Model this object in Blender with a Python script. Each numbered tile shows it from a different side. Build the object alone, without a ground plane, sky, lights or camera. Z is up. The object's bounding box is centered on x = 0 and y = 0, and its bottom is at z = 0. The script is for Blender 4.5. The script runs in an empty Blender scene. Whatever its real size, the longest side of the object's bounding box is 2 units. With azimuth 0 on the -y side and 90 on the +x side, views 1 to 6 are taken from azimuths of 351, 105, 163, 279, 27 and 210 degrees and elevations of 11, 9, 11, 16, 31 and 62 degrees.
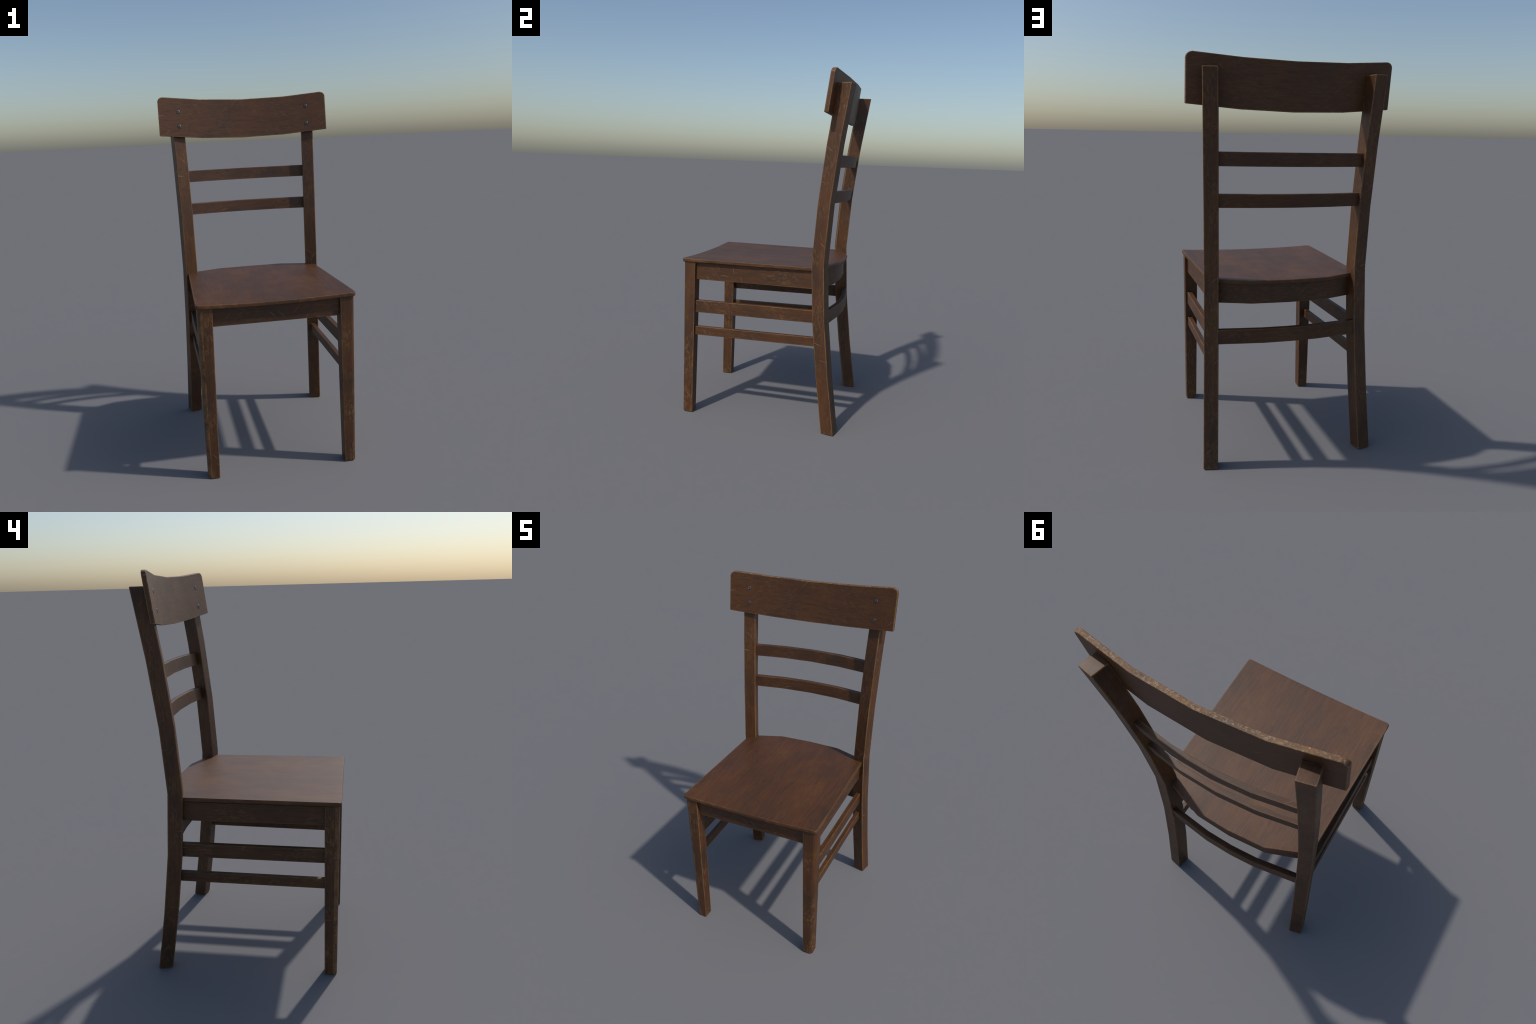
"""Old dark-stained wooden kitchen chair: splayed back posts, bent crest rail with
four screws, two bent slats, dished seat, aprons and stretchers."""
import bpy, bmesh, math, random
from mathutils import Vector, Matrix

random.seed(7)
scene = bpy.context.scene

# --------------------------------------------------------------------------
# node helpers
# --------------------------------------------------------------------------
class Nodes:
    def __init__(self, mat):
        mat.use_nodes = True
        self.t = mat.node_tree
        self.t.nodes.clear()

    def new(self, kind, **props):
        n = self.t.nodes.new(kind)
        for k, v in props.items():
            setattr(n, k, v)
        return n

    def put(self, sock, val):
        if hasattr(val, "is_linked") or hasattr(val, "links"):
            self.t.links.new(val, sock)
        else:
            sock.default_value = val

    def math(self, op, a, b=0.0, c=None, clamp=False):
        n = self.new("ShaderNodeMath", operation=op, use_clamp=clamp)
        self.put(n.inputs[0], a)
        self.put(n.inputs[1], b)
        if c is not None:
            self.put(n.inputs[2], c)
        return n.outputs[0]

    def vmath(self, op, a, b=None):
        n = self.new("ShaderNodeVectorMath", operation=op)
        self.put(n.inputs[0], a)
        if b is not None:
            self.put(n.inputs[1], b)
        return n.outputs["Value" if op in ("DOT_PRODUCT", "LENGTH") else "Vector"]

    def mapping(self, vec, scale=(1, 1, 1), rot=(0, 0, 0), loc=(0, 0, 0)):
        n = self.new("ShaderNodeMapping")
        self.put(n.inputs["Vector"], vec)
        n.inputs["Scale"].default_value = scale
        n.inputs["Rotation"].default_value = rot
        n.inputs["Location"].default_value = loc
        return n.outputs[0]

    def noise(self, vec, scale=1.0, detail=2.0, rough=0.5, distortion=0.0):
        n = self.new("ShaderNodeTexNoise")
        self.put(n.inputs["Vector"], vec)
        n.inputs["Scale"].default_value = scale
        n.inputs["Detail"].default_value = detail
        n.inputs["Roughness"].default_value = rough
        n.inputs["Distortion"].default_value = distortion
        return n.outputs["Fac"]

    def step(self, val, lo, hi, out_lo=0.0, out_hi=1.0):
        n = self.new("ShaderNodeMapRange", interpolation_type="SMOOTHSTEP")
        self.put(n.inputs[0], val)
        for i, v in enumerate((lo, hi, out_lo, out_hi)):
            n.inputs[i + 1].default_value = v
        return n.outputs[0]

    def ramp(self, fac, stops):
        n = self.new("ShaderNodeValToRGB")
        self.put(n.inputs[0], fac)
        r = n.color_ramp
        while len(r.elements) < len(stops):
            r.elements.new(0.5)
        for e, (p, c) in zip(r.elements, stops):
            e.position = p
            e.color = (*c, 1.0)
        return n.outputs[0]

    def mix(self, fac, a, b, blend="MIX"):
        n = self.new("ShaderNodeMix", data_type="RGBA", blend_type=blend)
        self.put(n.inputs[0], fac)
        for s, v in ((n.inputs[6], a), (n.inputs[7], b)):
            self.put(s, v if not isinstance(v, tuple) else (*v, 1.0))
        return n.outputs[2]


def axis_scale(axis, along, across):
    s = [across] * 3
    s[axis] = along
    return tuple(s)


def wood(name, axis, tone=1.0, red=0.0, edge=1.0, scuff=1.0, scratch=1.0, edge_radius=0.015, rub=0.0, mottle=1.0, chips=0.0):
    """Dark stained beech: grain runs along object axis `axis`; worn tan edges,
    scuffed patches and thin pale scratches."""
    mat = bpy.data.materials.new(name)
    N = Nodes(mat)
    tc = N.new("ShaderNodeTexCoord").outputs["Object"]
    info = N.new("ShaderNodeObjectInfo")
    comb = N.new("ShaderNodeCombineXYZ")
    for i, k in enumerate((13.7, 7.1, 21.3)):
        N.put(comb.inputs[i], N.math("MULTIPLY", info.outputs["Random"], k))
    P = N.vmath("ADD", tc, comb.outputs[0])

    # --- stain blotches, growth rings, fibre streaks
    blotch = N.noise(N.mapping(P, axis_scale(axis, 3.2, 8.0)), 1.0, 3.0, 0.55, 0.4)
    blotch = N.math("ADD", N.math("MULTIPLY", N.math("SUBTRACT", blotch, 0.5), mottle), 0.5 + 0.04 * (1 - mottle))
    cloud = N.noise(N.mapping(P, (1, 1, 1), loc=(4.1, 2.2, 9.3)), 9.0, 3.0, 0.6)
    ringn = N.noise(N.mapping(P, axis_scale(axis, 1.6, 6.5), loc=(8, 3, 1)), 1.0, 1.0, 0.4, 0.2)
    rings = N.math("SINE", N.math("MULTIPLY", ringn, 150.0))
    fibre = N.noise(N.mapping(P, axis_scale(axis, 7.0, 170.0)), 1.0, 3.0, 0.6)
    streak = N.noise(N.mapping(P, axis_scale(axis, 4.0, 60.0), loc=(2, 5, 3)), 1.0, 3.0, 0.6)
    pores = N.noise(N.mapping(P, axis_scale(axis, 16.0, 330.0), loc=(1, 7, 2)), 1.0, 1.0, 0.5)

    base = N.ramp(blotch, [
        (0.30, (0.052 * tone, 0.0250 * tone, 0.0105 * tone)),
        (0.43, ((0.074 + red * .3) * tone, 0.0285 * tone, 0.0088 * tone)),
        (0.56, ((0.094 + red * .6) * tone, 0.0328 * tone, 0.0078 * tone)),
        (0.72, ((0.108 + red) * tone, 0.0450 * tone, 0.0095 * tone))])
    base = N.mix(N.step(cloud, 0.55, 0.80, 0.0, 0.42 * mottle), base,
                 (0.044 * tone, 0.0240 * tone, 0.0110 * tone))
    v = N.math("ADD", N.math("MULTIPLY", N.math("SUBTRACT", fibre, 0.5), 1.05),
               N.math("MULTIPLY", N.math("SUBTRACT", streak, 0.5), 0.65))
    v = N.math("ADD", v, N.math("MULTIPLY", rings, 0.035))
    v = N.math("ADD", v, 1.0)
    v = N.math("MULTIPLY", v, N.step(pores, 0.63, 0.76, 1.0, 0.62))
    grey = N.new("ShaderNodeCombineColor")
    for i in range(3):
        N.put(grey.inputs[i], v)
    col = N.mix(1.0, base, grey.outputs[0], "MULTIPLY")

    # --- rubbed-through edges
    bev = N.new("ShaderNodeBevel", samples=8)
    bev.inputs["Radius"].default_value = edge_radius
    geo = N.new("ShaderNodeNewGeometry")
    dev = N.math("SUBTRACT", 1.0, N.vmath("DOT_PRODUCT", bev.outputs[0], geo.outputs["True Normal"]))
    brk = N.noise(N.mapping(P, axis_scale(axis, 14.0, 40.0), loc=(3, 3, 8)), 1.0, 3.0, 0.65)
    brk2 = N.noise(N.mapping(P, loc=(6, 1, 5)), 4.5, 2.0, 0.5)
    em = N.math("ADD", N.math("MULTIPLY", dev, 3.0), N.math("MULTIPLY", N.math("SUBTRACT", brk, 0.60), 1.1))
    em = N.step(N.math("ADD", em, rub), 0.02, 0.34)
    em = N.math("MULTIPLY", em, N.step(brk2, 0.34, 0.62, 0.35, 1.0))
    em = N.math("MULTIPLY", em, 0.80 * edge, clamp=True)
    # --- scuffs
    sc = N.noise(N.mapping(P, axis_scale(axis, 34.0, 105.0), loc=(9, 2, 6)), 1.0, 5.0, 0.72, 0.5)
    scm = N.noise(N.mapping(P, loc=(2, 8, 4)), 5.5, 2.0, 0.5)
    sm = N.math("MULTIPLY", N.step(sc, 0.49, 0.61), N.step(scm, 0.38, 0.60))
    sm = N.math("MULTIPLY", sm, 0.55 * scuff, clamp=True)
    # --- scratches: thin flat ellipsoids scattered in space, cut by the surface
    tot = None
    for k, (rot, loc, keep) in enumerate((((0.3, 0.9, 0.2), (0, 0, 0), 0.90),
                                          ((0.2, -0.8, 0.5), (5, 3, 1), 0.92),
                                          ((-0.4, 0.35, -1.0), (2, 9, 4), 0.93),
                                          ((0.5, -1.35, 0.8), (7, 2, 8), 0.94))):
        vor = N.new("ShaderNodeTexVoronoi", feature="F1")
        N.put(vor.inputs["Vector"], N.mapping(N.mapping(P, rot=rot, loc=loc), (90.0, 3.8, 3.8)))
        vor.inputs["Scale"].default_value = 1.0
        line = N.step(vor.outputs["Distance"], 0.06, 0.13, 1.0, 0.0)
        sep = N.new("ShaderNodeSeparateColor")
        N.put(sep.inputs[0], vor.outputs["Color"])
        line = N.math("MULTIPLY", line, N.step(sep.outputs[0], keep - .24, keep - .12))
        tot = line if tot is None else N.math("MAXIMUM", tot, line)
    lm = N.math("MULTIPLY", N.math("MULTIPLY", tot, 0.85 * scratch), N.step(brk, 0.3, 0.6, 0.4, 1.0), clamp=True)

    tan = (0.215, 0.104, 0.030)
    col = N.mix(em, col, tan)
    col = N.mix(sm, col, (0.195, 0.098, 0.030))
    col = N.mix(lm, col, (0.26, 0.140, 0.058))

    chip = N.noise(N.mapping(P, loc=(5, 4, 2)), 95.0, 4.0, 0.65, 0.6)
    if chips and rub:
        cm = N.math("MULTIPLY", N.step(chip, 0.50, 0.62), chips)
        col = N.mix(cm, col, (0.36, 0.245, 0.150))
    worn = N.math("MAXIMUM", N.math("MAXIMUM", em, sm), lm)
    rough = N.math("ADD", N.math("ADD", 0.45, N.math("MULTIPLY", cloud, 0.16)),
                   N.math("MULTIPLY", worn, 0.12))
    h = N.math("ADD", N.math("MULTIPLY", fibre, 0.35), N.math("MULTIPLY", sc, 0.4))
    h = N.math("ADD", h, N.math("MULTIPLY", N.math("MULTIPLY", em, N.math("ADD", brk, sc)), 1.6 if rub < 0.3 else 4.5))
    h = N.math("SUBTRACT", h, N.math("MULTIPLY", tot, 0.85 * scratch))
    if chips and rub:
        h = N.math("ADD", h, N.math("MULTIPLY", chip, 5.0))
    bump = N.new("ShaderNodeBump")
    bump.inputs["Strength"].default_value = 0.28
    bump.inputs["Distance"].default_value = 0.0016
    N.put(bump.inputs["Height"], h)

    bsdf = N.new("ShaderNodeBsdfPrincipled")
    N.put(bsdf.inputs["Base Color"], col)
    N.put(bsdf.inputs["Roughness"], rough)
    N.put(bsdf.inputs["Normal"], bump.outputs[0])
    bsdf.inputs["Specular IOR Level"].default_value = 0.5
    out = N.new("ShaderNodeOutputMaterial")
    N.t.links.new(bsdf.outputs[0], out.inputs[0])
    return mat


def steel(name):
    mat = bpy.data.materials.new(name)
    N = Nodes(mat)
    tc = N.new("ShaderNodeTexCoord").outputs["Object"]
    n = N.noise(tc, 260.0, 3.0, 0.6)
    bsdf = N.new("ShaderNodeBsdfPrincipled")
    N.put(bsdf.inputs["Base Color"], N.ramp(n, [(0.3, (0.055, 0.057, 0.060)), (0.7, (0.14, 0.143, 0.148))]))
    bsdf.inputs["Metallic"].default_value = 0.75
    N.put(bsdf.inputs["Roughness"], N.step(n, 0.3, 0.7, 0.30, 0.48))
    out = N.new("ShaderNodeOutputMaterial")
    N.t.links.new(bsdf.outputs[0], out.inputs[0])
    return mat


def wood_pair(name, axis, rub, **kw):
    """plain faces, and the same timber rubbed through along its arrises"""
    return (wood(name, axis, **kw), wood("rubbed_" + name, axis, rub=rub, **kw))

WOOD_SEAT = wood_pair("seat_wood", 1, 0.18, tone=1.0, red=0.002, edge=0.6, scuff=0.2, scratch=0.22, mottle=0.72)
WOOD_CREST = wood_pair("crest_wood", 0, 0.36, tone=1.0, red=0.002, edge=1.0, scuff=0.4, scratch=0.6, mottle=0.6, chips=0.55)
WOOD_RAIL = wood_pair("rail_wood", 0, 0.24, tone=0.77, edge=0.75, scuff=0.4, scratch=0.7, mottle=0.8)
WOOD_SIDE = wood_pair("side_rail_wood", 1, 0.26, tone=0.83, edge=0.8, scuff=0.8, scratch=0.9)
WOOD_POST = wood_pair("post_wood", 2, 0.40, tone=0.88, edge=1.05, scuff=0.75, scratch=0.9, chips=0.20)
WOOD_LEG = wood_pair("leg_wood", 2, 0.30, tone=0.89, edge=1.05, scuff=1.2, scratch=0.9, chips=0.20)
STEEL = steel("blackened_steel")

# --------------------------------------------------------------------------
# mesh helpers
# --------------------------------------------------------------------------
root = bpy.data.objects.new("wooden_chair", None)
root["label"] = "old dark-stained wooden kitchen chair with curved slatted back"
root["category"] = "chair"
scene.collection.objects.link(root)


def finish(bm, name, mat, origin=None, bevel=0.0028, segments=2, angle=28.0, edges=None):
    """Round the hard edges, recentre the origin and hang the part on the chair."""
    bmesh.ops.recalc_face_normals(bm, faces=bm.faces[:])
    if bevel:
        if edges is None:
            edges = [e for e in bm.edges if len(e.link_faces) == 2
                     and e.calc_face_angle(0.0) > math.radians(angle)]
        bmesh.ops.bevel(bm, geom=edges, offset=bevel, offset_type="OFFSET",
                        segments=segments, profile=0.5, affect="EDGES", clamp_overlap=True, material=1)
    if origin is None:
        lo = Vector([min(v.co[i] for v in bm.verts) for i in range(3)])
        hi = Vector([max(v.co[i] for v in bm.verts) for i in range(3)])
        origin = (lo + hi) / 2
    for v in bm.verts:
        v.co -= origin
    for f in bm.faces:
        f.smooth = True
    for e in bm.edges:
        e.smooth = not (len(e.link_faces) == 2 and e.calc_face_angle(0.0) > math.radians(50))
    me = bpy.data.meshes.new(name)
    bm.to_mesh(me)
    bm.free()
    for m in mat:
        me.materials.append(m)
    ob = bpy.data.objects.new(name, me)
    flat = ob.modifiers.new("flat_faces", "WEIGHTED_NORMAL")
    flat.mode, flat.weight, flat.keep_sharp = "FACE_AREA", 100, True
    ob.location = origin
    ob.parent = root
    scene.collection.objects.link(ob)
    return ob


def loft(rings):
    """Closed skin through equal-length rings of points, capped at both ends."""
    bm = bmesh.new()
    rows = [[bm.verts.new(p) for p in r] for r in rings]
    n = len(rows[0])
    for a, b in zip(rows, rows[1:]):
        for i in range(n):
            bm.faces.new((a[i], a[(i + 1) % n], b[(i + 1) % n], b[i]))
    bm.faces.new(rows[0][::-1])
    bm.faces.new(rows[-1])
    return bm


def lerp_table(table, x):
    for (x0, y0), (x1, y1) in zip(table, table[1:]):
        if x <= x1:
            return y0 + (y1 - y0) * (x - x0) / (x1 - x0)
    return table[-1][1]


# --------------------------------------------------------------------------
# back posts: one bent stick each, leaning back above the seat and splayed
# back below it, turned 12.8 degrees about the vertical
# --------------------------------------------------------------------------
YAW = math.radians(12.8)
DEPTH_DIR = Vector((math.sin(YAW), math.cos(YAW)))
REAR_IN, REAR_OUT = Vector((0.3805, 0.4770)), Vector((0.4503, 0.4615))
POST_BEND = [(0.0, 0.0), (0.322, -0.048), (0.644, -0.086), (0.966, -0.1055),
             (1.288, -0.086), (1.61, -0.049), (1.931, 0.0)]
POST_THICK = [(0.0, 0.0740), (1.3, 0.0740), (1.7, 0.076), (1.931, 0.0775)]

for side in (1, -1):
    rings = []
    for z, t in POST_BEND:
        th = lerp_table(POST_THICK, z)
        ring = []
        for base, d in ((REAR_IN, t), (REAR_OUT, t), (REAR_OUT, t - th), (REAR_IN, t - th)):
            p = base + DEPTH_DIR * d
            ring.append((side * p.x, p.y, z))
        rings.append(ring)
    bm = loft(rings)
    bmesh.ops.recalc_face_normals(bm, faces=bm.faces[:])
    bm.normal_update()
    finish(bm, "back_post", WOOD_POST, bevel=0.0042)

# --------------------------------------------------------------------------
# front legs: tapered, generous round on the outer front corner
# --------------------------------------------------------------------------
def front_leg_ring(side, z):
    k = z / 0.918
    xi, xo = 0.3395 - 0.011 * k, 0.3995 + 0.006 * k
    yf, yr = -0.4645 - 0.0045 * k, -0.4025 + 0.005 * k
    r = 0.020 + 0.002 * k
    pts = [(xi, yr), (xo, yr)]
    for i in range(6):
        a = math.radians(90 * i / 5)
        pts.append((xo - r + r * math.cos(a), yf + r - r * math.sin(a)))
    pts.append((xi, yf))
    return [(side * x, y, z) for x, y in pts]

for side in (1, -1):
    bm = loft([front_leg_ring(side, z) for z in (0.0, 0.23, 0.46, 0.69, 0.9185)])
    bm.normal_update()
    for f in bm.faces:
        if abs(f.normal.x) > 0.12 and f.normal.y < -0.12:
            f.material_index = 1
    finish(bm, "front_leg", WOOD_LEG, bevel=0.0028)

# --------------------------------------------------------------------------
# seat: dished board, curved rear edge, under-cut lower edge
# --------------------------------------------------------------------------
SEAT_TOP, SEAT_THICK = 0.9385, 0.0225
SEAT_REAR = [(0.0, 0.4125), (0.197, 0.4025), (0.398, 0.3245)]
CORNER = 0.013

def seat_point(s, t):
    """s across (-1..1), t from front (0) to rear (1)."""
    a = abs(s)
    xf, xr = 0.4115 * s, 0.397 * s
    yf = -0.4770
    over = a * 0.4115 - (0.4115 - CORNER)
    if over > 0:
        yf += CORNER - math.sqrt(max(CORNER ** 2 - over ** 2, 0.0))
    yr = lerp_table(SEAT_REAR, abs(xr))
    x = xf + (xr - xf) * t
    y = yf + (yr - yf) * t
    sag = (0.0105 * (1 - t) + 0.0030 * t) * (1 - s * s)
    return x, y, SEAT_TOP - sag + 0.001 * t

r0 = 1 - CORNER / 0.411
cols = [-1, -0.9985, -0.992, -0.982, -r0]
cols += [-0.86, -0.73, -0.6, -0.197 / 0.397, -0.36, -0.24, -0.12]
cols = cols + [0.0] + [-c for c in reversed(cols)]
rows_t = [0, 0.05, 0.12] + [0.2 + 0.08 * i for i in range(9)] + [0.92, 0.97, 1.0]
bm = bmesh.new()
top = [[bm.verts.new(seat_point(s, t)) for t in rows_t] for s in cols]
bot = [[bm.verts.new(Vector(seat_point(s, t)) - Vector((0, 0, SEAT_THICK))) for t in rows_t] for s in cols]
nc, nr = len(cols), len(rows_t)
for i in range(nc - 1):
    for j in range(nr - 1):
        bm.faces.new((top[i][j], top[i + 1][j], top[i + 1][j + 1], top[i][j + 1]))
        bm.faces.new((bot[i][j], bot[i][j + 1], bot[i + 1][j + 1], bot[i + 1][j]))
rim = [(i, 0) for i in range(nc)] + [(nc - 1, j) for j in range(1, nr)] \
    + [(i, nr - 1) for i in range(nc - 2, -1, -1)] + [(0, j) for j in range(nr - 2, 0, -1)]
top_rim, bot_rim = [], []
for (a, b), (c, d) in zip(rim, rim[1:] + rim[:1]):
    bm.faces.new((top[a][b], bot[a][b], bot[c][d], top[c][d]))
    top_rim.append(bm.edges.get((top[a][b], top[c][d])))
    bot_rim.append(bm.edges.get((bot[a][b], bot[c][d])))
bmesh.ops.recalc_face_normals(bm, faces=bm.faces[:])
bm.normal_update()
for f in bm.faces:                      # rubbed front and side edges of the board
    if abs(f.normal.z) < 0.3 and f.calc_center_median().y < 0.28:
        f.material_index = 1
bmesh.ops.bevel(bm, geom=bot_rim, offset=0.0060, offset_type="OFFSET", segments=2, profile=0.5,
                affect="EDGES", clamp_overlap=False, material=1)
bmesh.ops.bevel(bm, geom=[e for e in top_rim if e.is_valid], offset=0.0035, offset_type="OFFSET",
                segments=2, profile=0.5, affect="EDGES", clamp_overlap=False, material=1)
for f in bm.faces:                      # the rear edge is out of reach and unworn
    if f.calc_center_median().y > 0.29:
        f.material_index = 0
finish(bm, "seat", WOOD_SEAT, bevel=0)

# --------------------------------------------------------------------------
# bent boards: crest rail, slats, rear stretcher, rear apron
# --------------------------------------------------------------------------
def bent_board(name, mat, stations, bevel=0.0028, segments=2, rubbed_top=False):
    """stations: (x, y_front_bottom, z_bottom, y_front_top, z_top, thickness)"""
    rings = [[(x, yb, zb), (x, yt, zt), (x, yt + th, zt), (x, yb + th, zb)]
             for x, yb, zb, yt, zt, th in stations]
    bm = loft(rings)
    bmesh.ops.recalc_face_normals(bm, faces=bm.faces[:])
    bm.normal_update()
    if rubbed_top:
        for f in bm.faces:
            if f.normal.z > 0.7:
                f.material_index = 1
    return finish(bm, name, mat, bevel=bevel, segments=segments)


def mirrored(half):
    """half: stations from x=0 outward"""
    return [(-s[0], *s[1:]) for s in reversed(half[1:])] + half

# crest rail: bow in plan and dip in the middle, knocked-off upper corners
CREST_LEN, CREST_THICK = 0.509, 0.0240
def crest_station(x, cut=0.0):
    def bow(q):
        k = (q / CREST_LEN) ** 2
        return (0.3852 - 0.0530 * k, 1.7445 + 0.028 * k, 0.4142 - 0.0530 * k, 1.9735 + 0.0275 * k)
    q = 0.255
    if abs(x) <= q:
        f = x / q
        a, b = bow(0), bow(q)
    else:
        f = (x - q) / (CREST_LEN - q)
        a, b = bow(q), bow(CREST_LEN)
    yb, zb, yt, zt = (m + (n - m) * f for m, n in zip(a, b))
    lean = (yt - yb) / (zt - zb)
    return (x, yb, zb, yt - cut * lean, zt - cut, CREST_THICK)

crest = [crest_station(0.0), crest_station(0.255), crest_station(0.480),
         crest_station(0.4935, 0.0045), crest_station(0.5025, 0.0115), crest_station(0.509, 0.024)]
bent_board("crest_rail", WOOD_CREST, mirrored(crest), bevel=0.0035, rubbed_top=True)

def bow_board(name, mat, y_end, y_mid, z0, z1, lean, thick, x_end=0.355, knots=(0.0, 0.18, 0.355), reach=0.383):
    half = []
    f = lambda q: y_mid - (y_mid - y_end) * (q / x_end) ** 2
    xs = list(knots)
    for x in xs:
        y = f(x)
        half.append((x, y - lean, z0, y, z1, thick))
    (xa, ya), (xb, yb) = [(h[0], h[3]) for h in half[-2:]]
    y = yb + (yb - ya) * (reach - xb) / (xb - xa)
    half[-1] = (reach, y - lean, z0, y, z1, thick)
    return bent_board(name, mat, mirrored(half), bevel=0.0025)

bow_board("back_slat", WOOD_RAIL, 0.3795, 0.4180, 1.4910, 1.5585, 0.0095, 0.0260)
bow_board("back_slat", WOOD_RAIL, 0.3595, 0.3980, 1.2940, 1.3610, 0.0090, 0.0260)
bow_board("stretcher", WOOD_RAIL, 0.358, 0.394, 0.6190, 0.6930, 0.0, 0.0285, knots=(0.0, 0.14, 0.355))

# rear apron follows the seat's rear edge
half = [(0.0, 0.364, 0.816, 0.364, 0.9215, 0.032), (0.19, 0.352, 0.816, 0.352, 0.9215, 0.032),
        (0.372, 0.287, 0.816, 0.287, 0.9225, 0.032)]
bent_board("apron", WOOD_RAIL, mirrored(half), bevel=0.002)

# front apron, set back from the legs' front faces; its top follows the dish
bent_board("apron", WOOD_RAIL, mirrored([(0.0, -0.4535, 0.8155, -0.4535, 0.911, 0.030),
                                         (0.20, -0.4535, 0.8155, -0.4535, 0.913, 0.030),
                                         (0.352, -0.4535, 0.8155, -0.4535, 0.917, 0.030)]), bevel=0.002)

# --------------------------------------------------------------------------
# side aprons and paired side stretchers
# --------------------------------------------------------------------------
def side_bar(name, mat, side, x_front, x_rear, z_front, z_rear, height, thick, y0=-0.415, y1=0.335, bevel=0.0025):
    rings = []
    for y, x, z in ((y0, x_front, z_front), (y1, x_rear, z_rear)):
        rings.append([(side * x, y, z), (side * x, y, z + height),
                      (side * (x - thick), y, z + height), (side * (x - thick), y, z)])
    finish(loft(rings), name, mat, bevel=bevel)

for side in (1, -1):
    side_bar("apron", WOOD_SIDE, side, 0.389, 0.385, 0.8150, 0.8155, 0.1030, 0.031, bevel=0.002)
    side_bar("stretcher", WOOD_SIDE, side, 0.391, 0.397, 0.6180, 0.6250, 0.0720, 0.0275)
    side_bar("stretcher", WOOD_SIDE, side, 0.389, 0.396, 0.4805, 0.4895, 0.0518, 0.0255)

# --------------------------------------------------------------------------
# four round-head cross screws through the crest rail
# --------------------------------------------------------------------------
def screw_mesh():
    R, H = 0.0113, 0.0030
    bm = bmesh.new()
    n, m = 56, 22
    rings = []
    for j in range(m):
        r = R * (1 - j / m)
        ring = []
        for i in range(n):
            a = 2 * math.pi * i / n
            x, y = r * math.cos(a), r * math.sin(a)
            z = H * math.sqrt(max(1 - (r / R) ** 2, 0.0)) ** 0.9
            arm = min(abs(x), abs(y))
            reach = max(abs(x), abs(y))
            if arm < 0.0016 and reach < 0.0072:
                z -= 0.0022 * min(1.0, (0.0072 - reach) / 0.002)
            ring.append(bm.verts.new((x, y, z)))
        rings.append(ring)
    for a, b in zip(rings, rings[1:]):
        for i in range(n):
            bm.faces.new((a[i], a[(i + 1) % n], b[(i + 1) % n], b[i]))
    bm.faces.new(rings[-1])
    skirt = [bm.verts.new((v.co.x, v.co.y, -0.003)) for v in rings[0]]
    for i in range(n):
        bm.faces.new((skirt[i], skirt[(i + 1) % n], rings[0][(i + 1) % n], rings[0][i]))
    bm.faces.new(skirt[::-1])
    bmesh.ops.recalc_face_normals(bm, faces=bm.faces[:])
    for f in bm.faces:
        f.smooth = True
    me = bpy.data.meshes.new("screw")
    bm.to_mesh(me)
    bm.free()
    me.materials.append(STEEL)
    return me

SCREW = screw_mesh()
for x, z, spin in ((0.388, 1.917, 0.3), (0.387, 1.814, 1.0), (-0.390, 1.909, 0.7), (-0.389, 1.825, 0.1)):
    def front(xx, zz):
        s = crest_station(abs(xx))
        f = (zz - s[2]) / (s[4] - s[2])
        return Vector((xx, s[1] + (s[3] - s[1]) * f, zz))
    p = front(x, z)
    du, dv = front(x + 0.01, z) - p, front(x, z + 0.01) - p
    nrm = du.cross(dv).normalized()
    if nrm.y > 0:
        nrm.negate()
    ob = bpy.data.objects.new("screw", SCREW)
    ob.matrix_world = Matrix.Translation(p) @ nrm.to_track_quat("Z", "Y").to_matrix().to_4x4() @ Matrix.Rotation(spin, 4, "Z")
    ob.parent = root
    scene.collection.objects.link(ob)
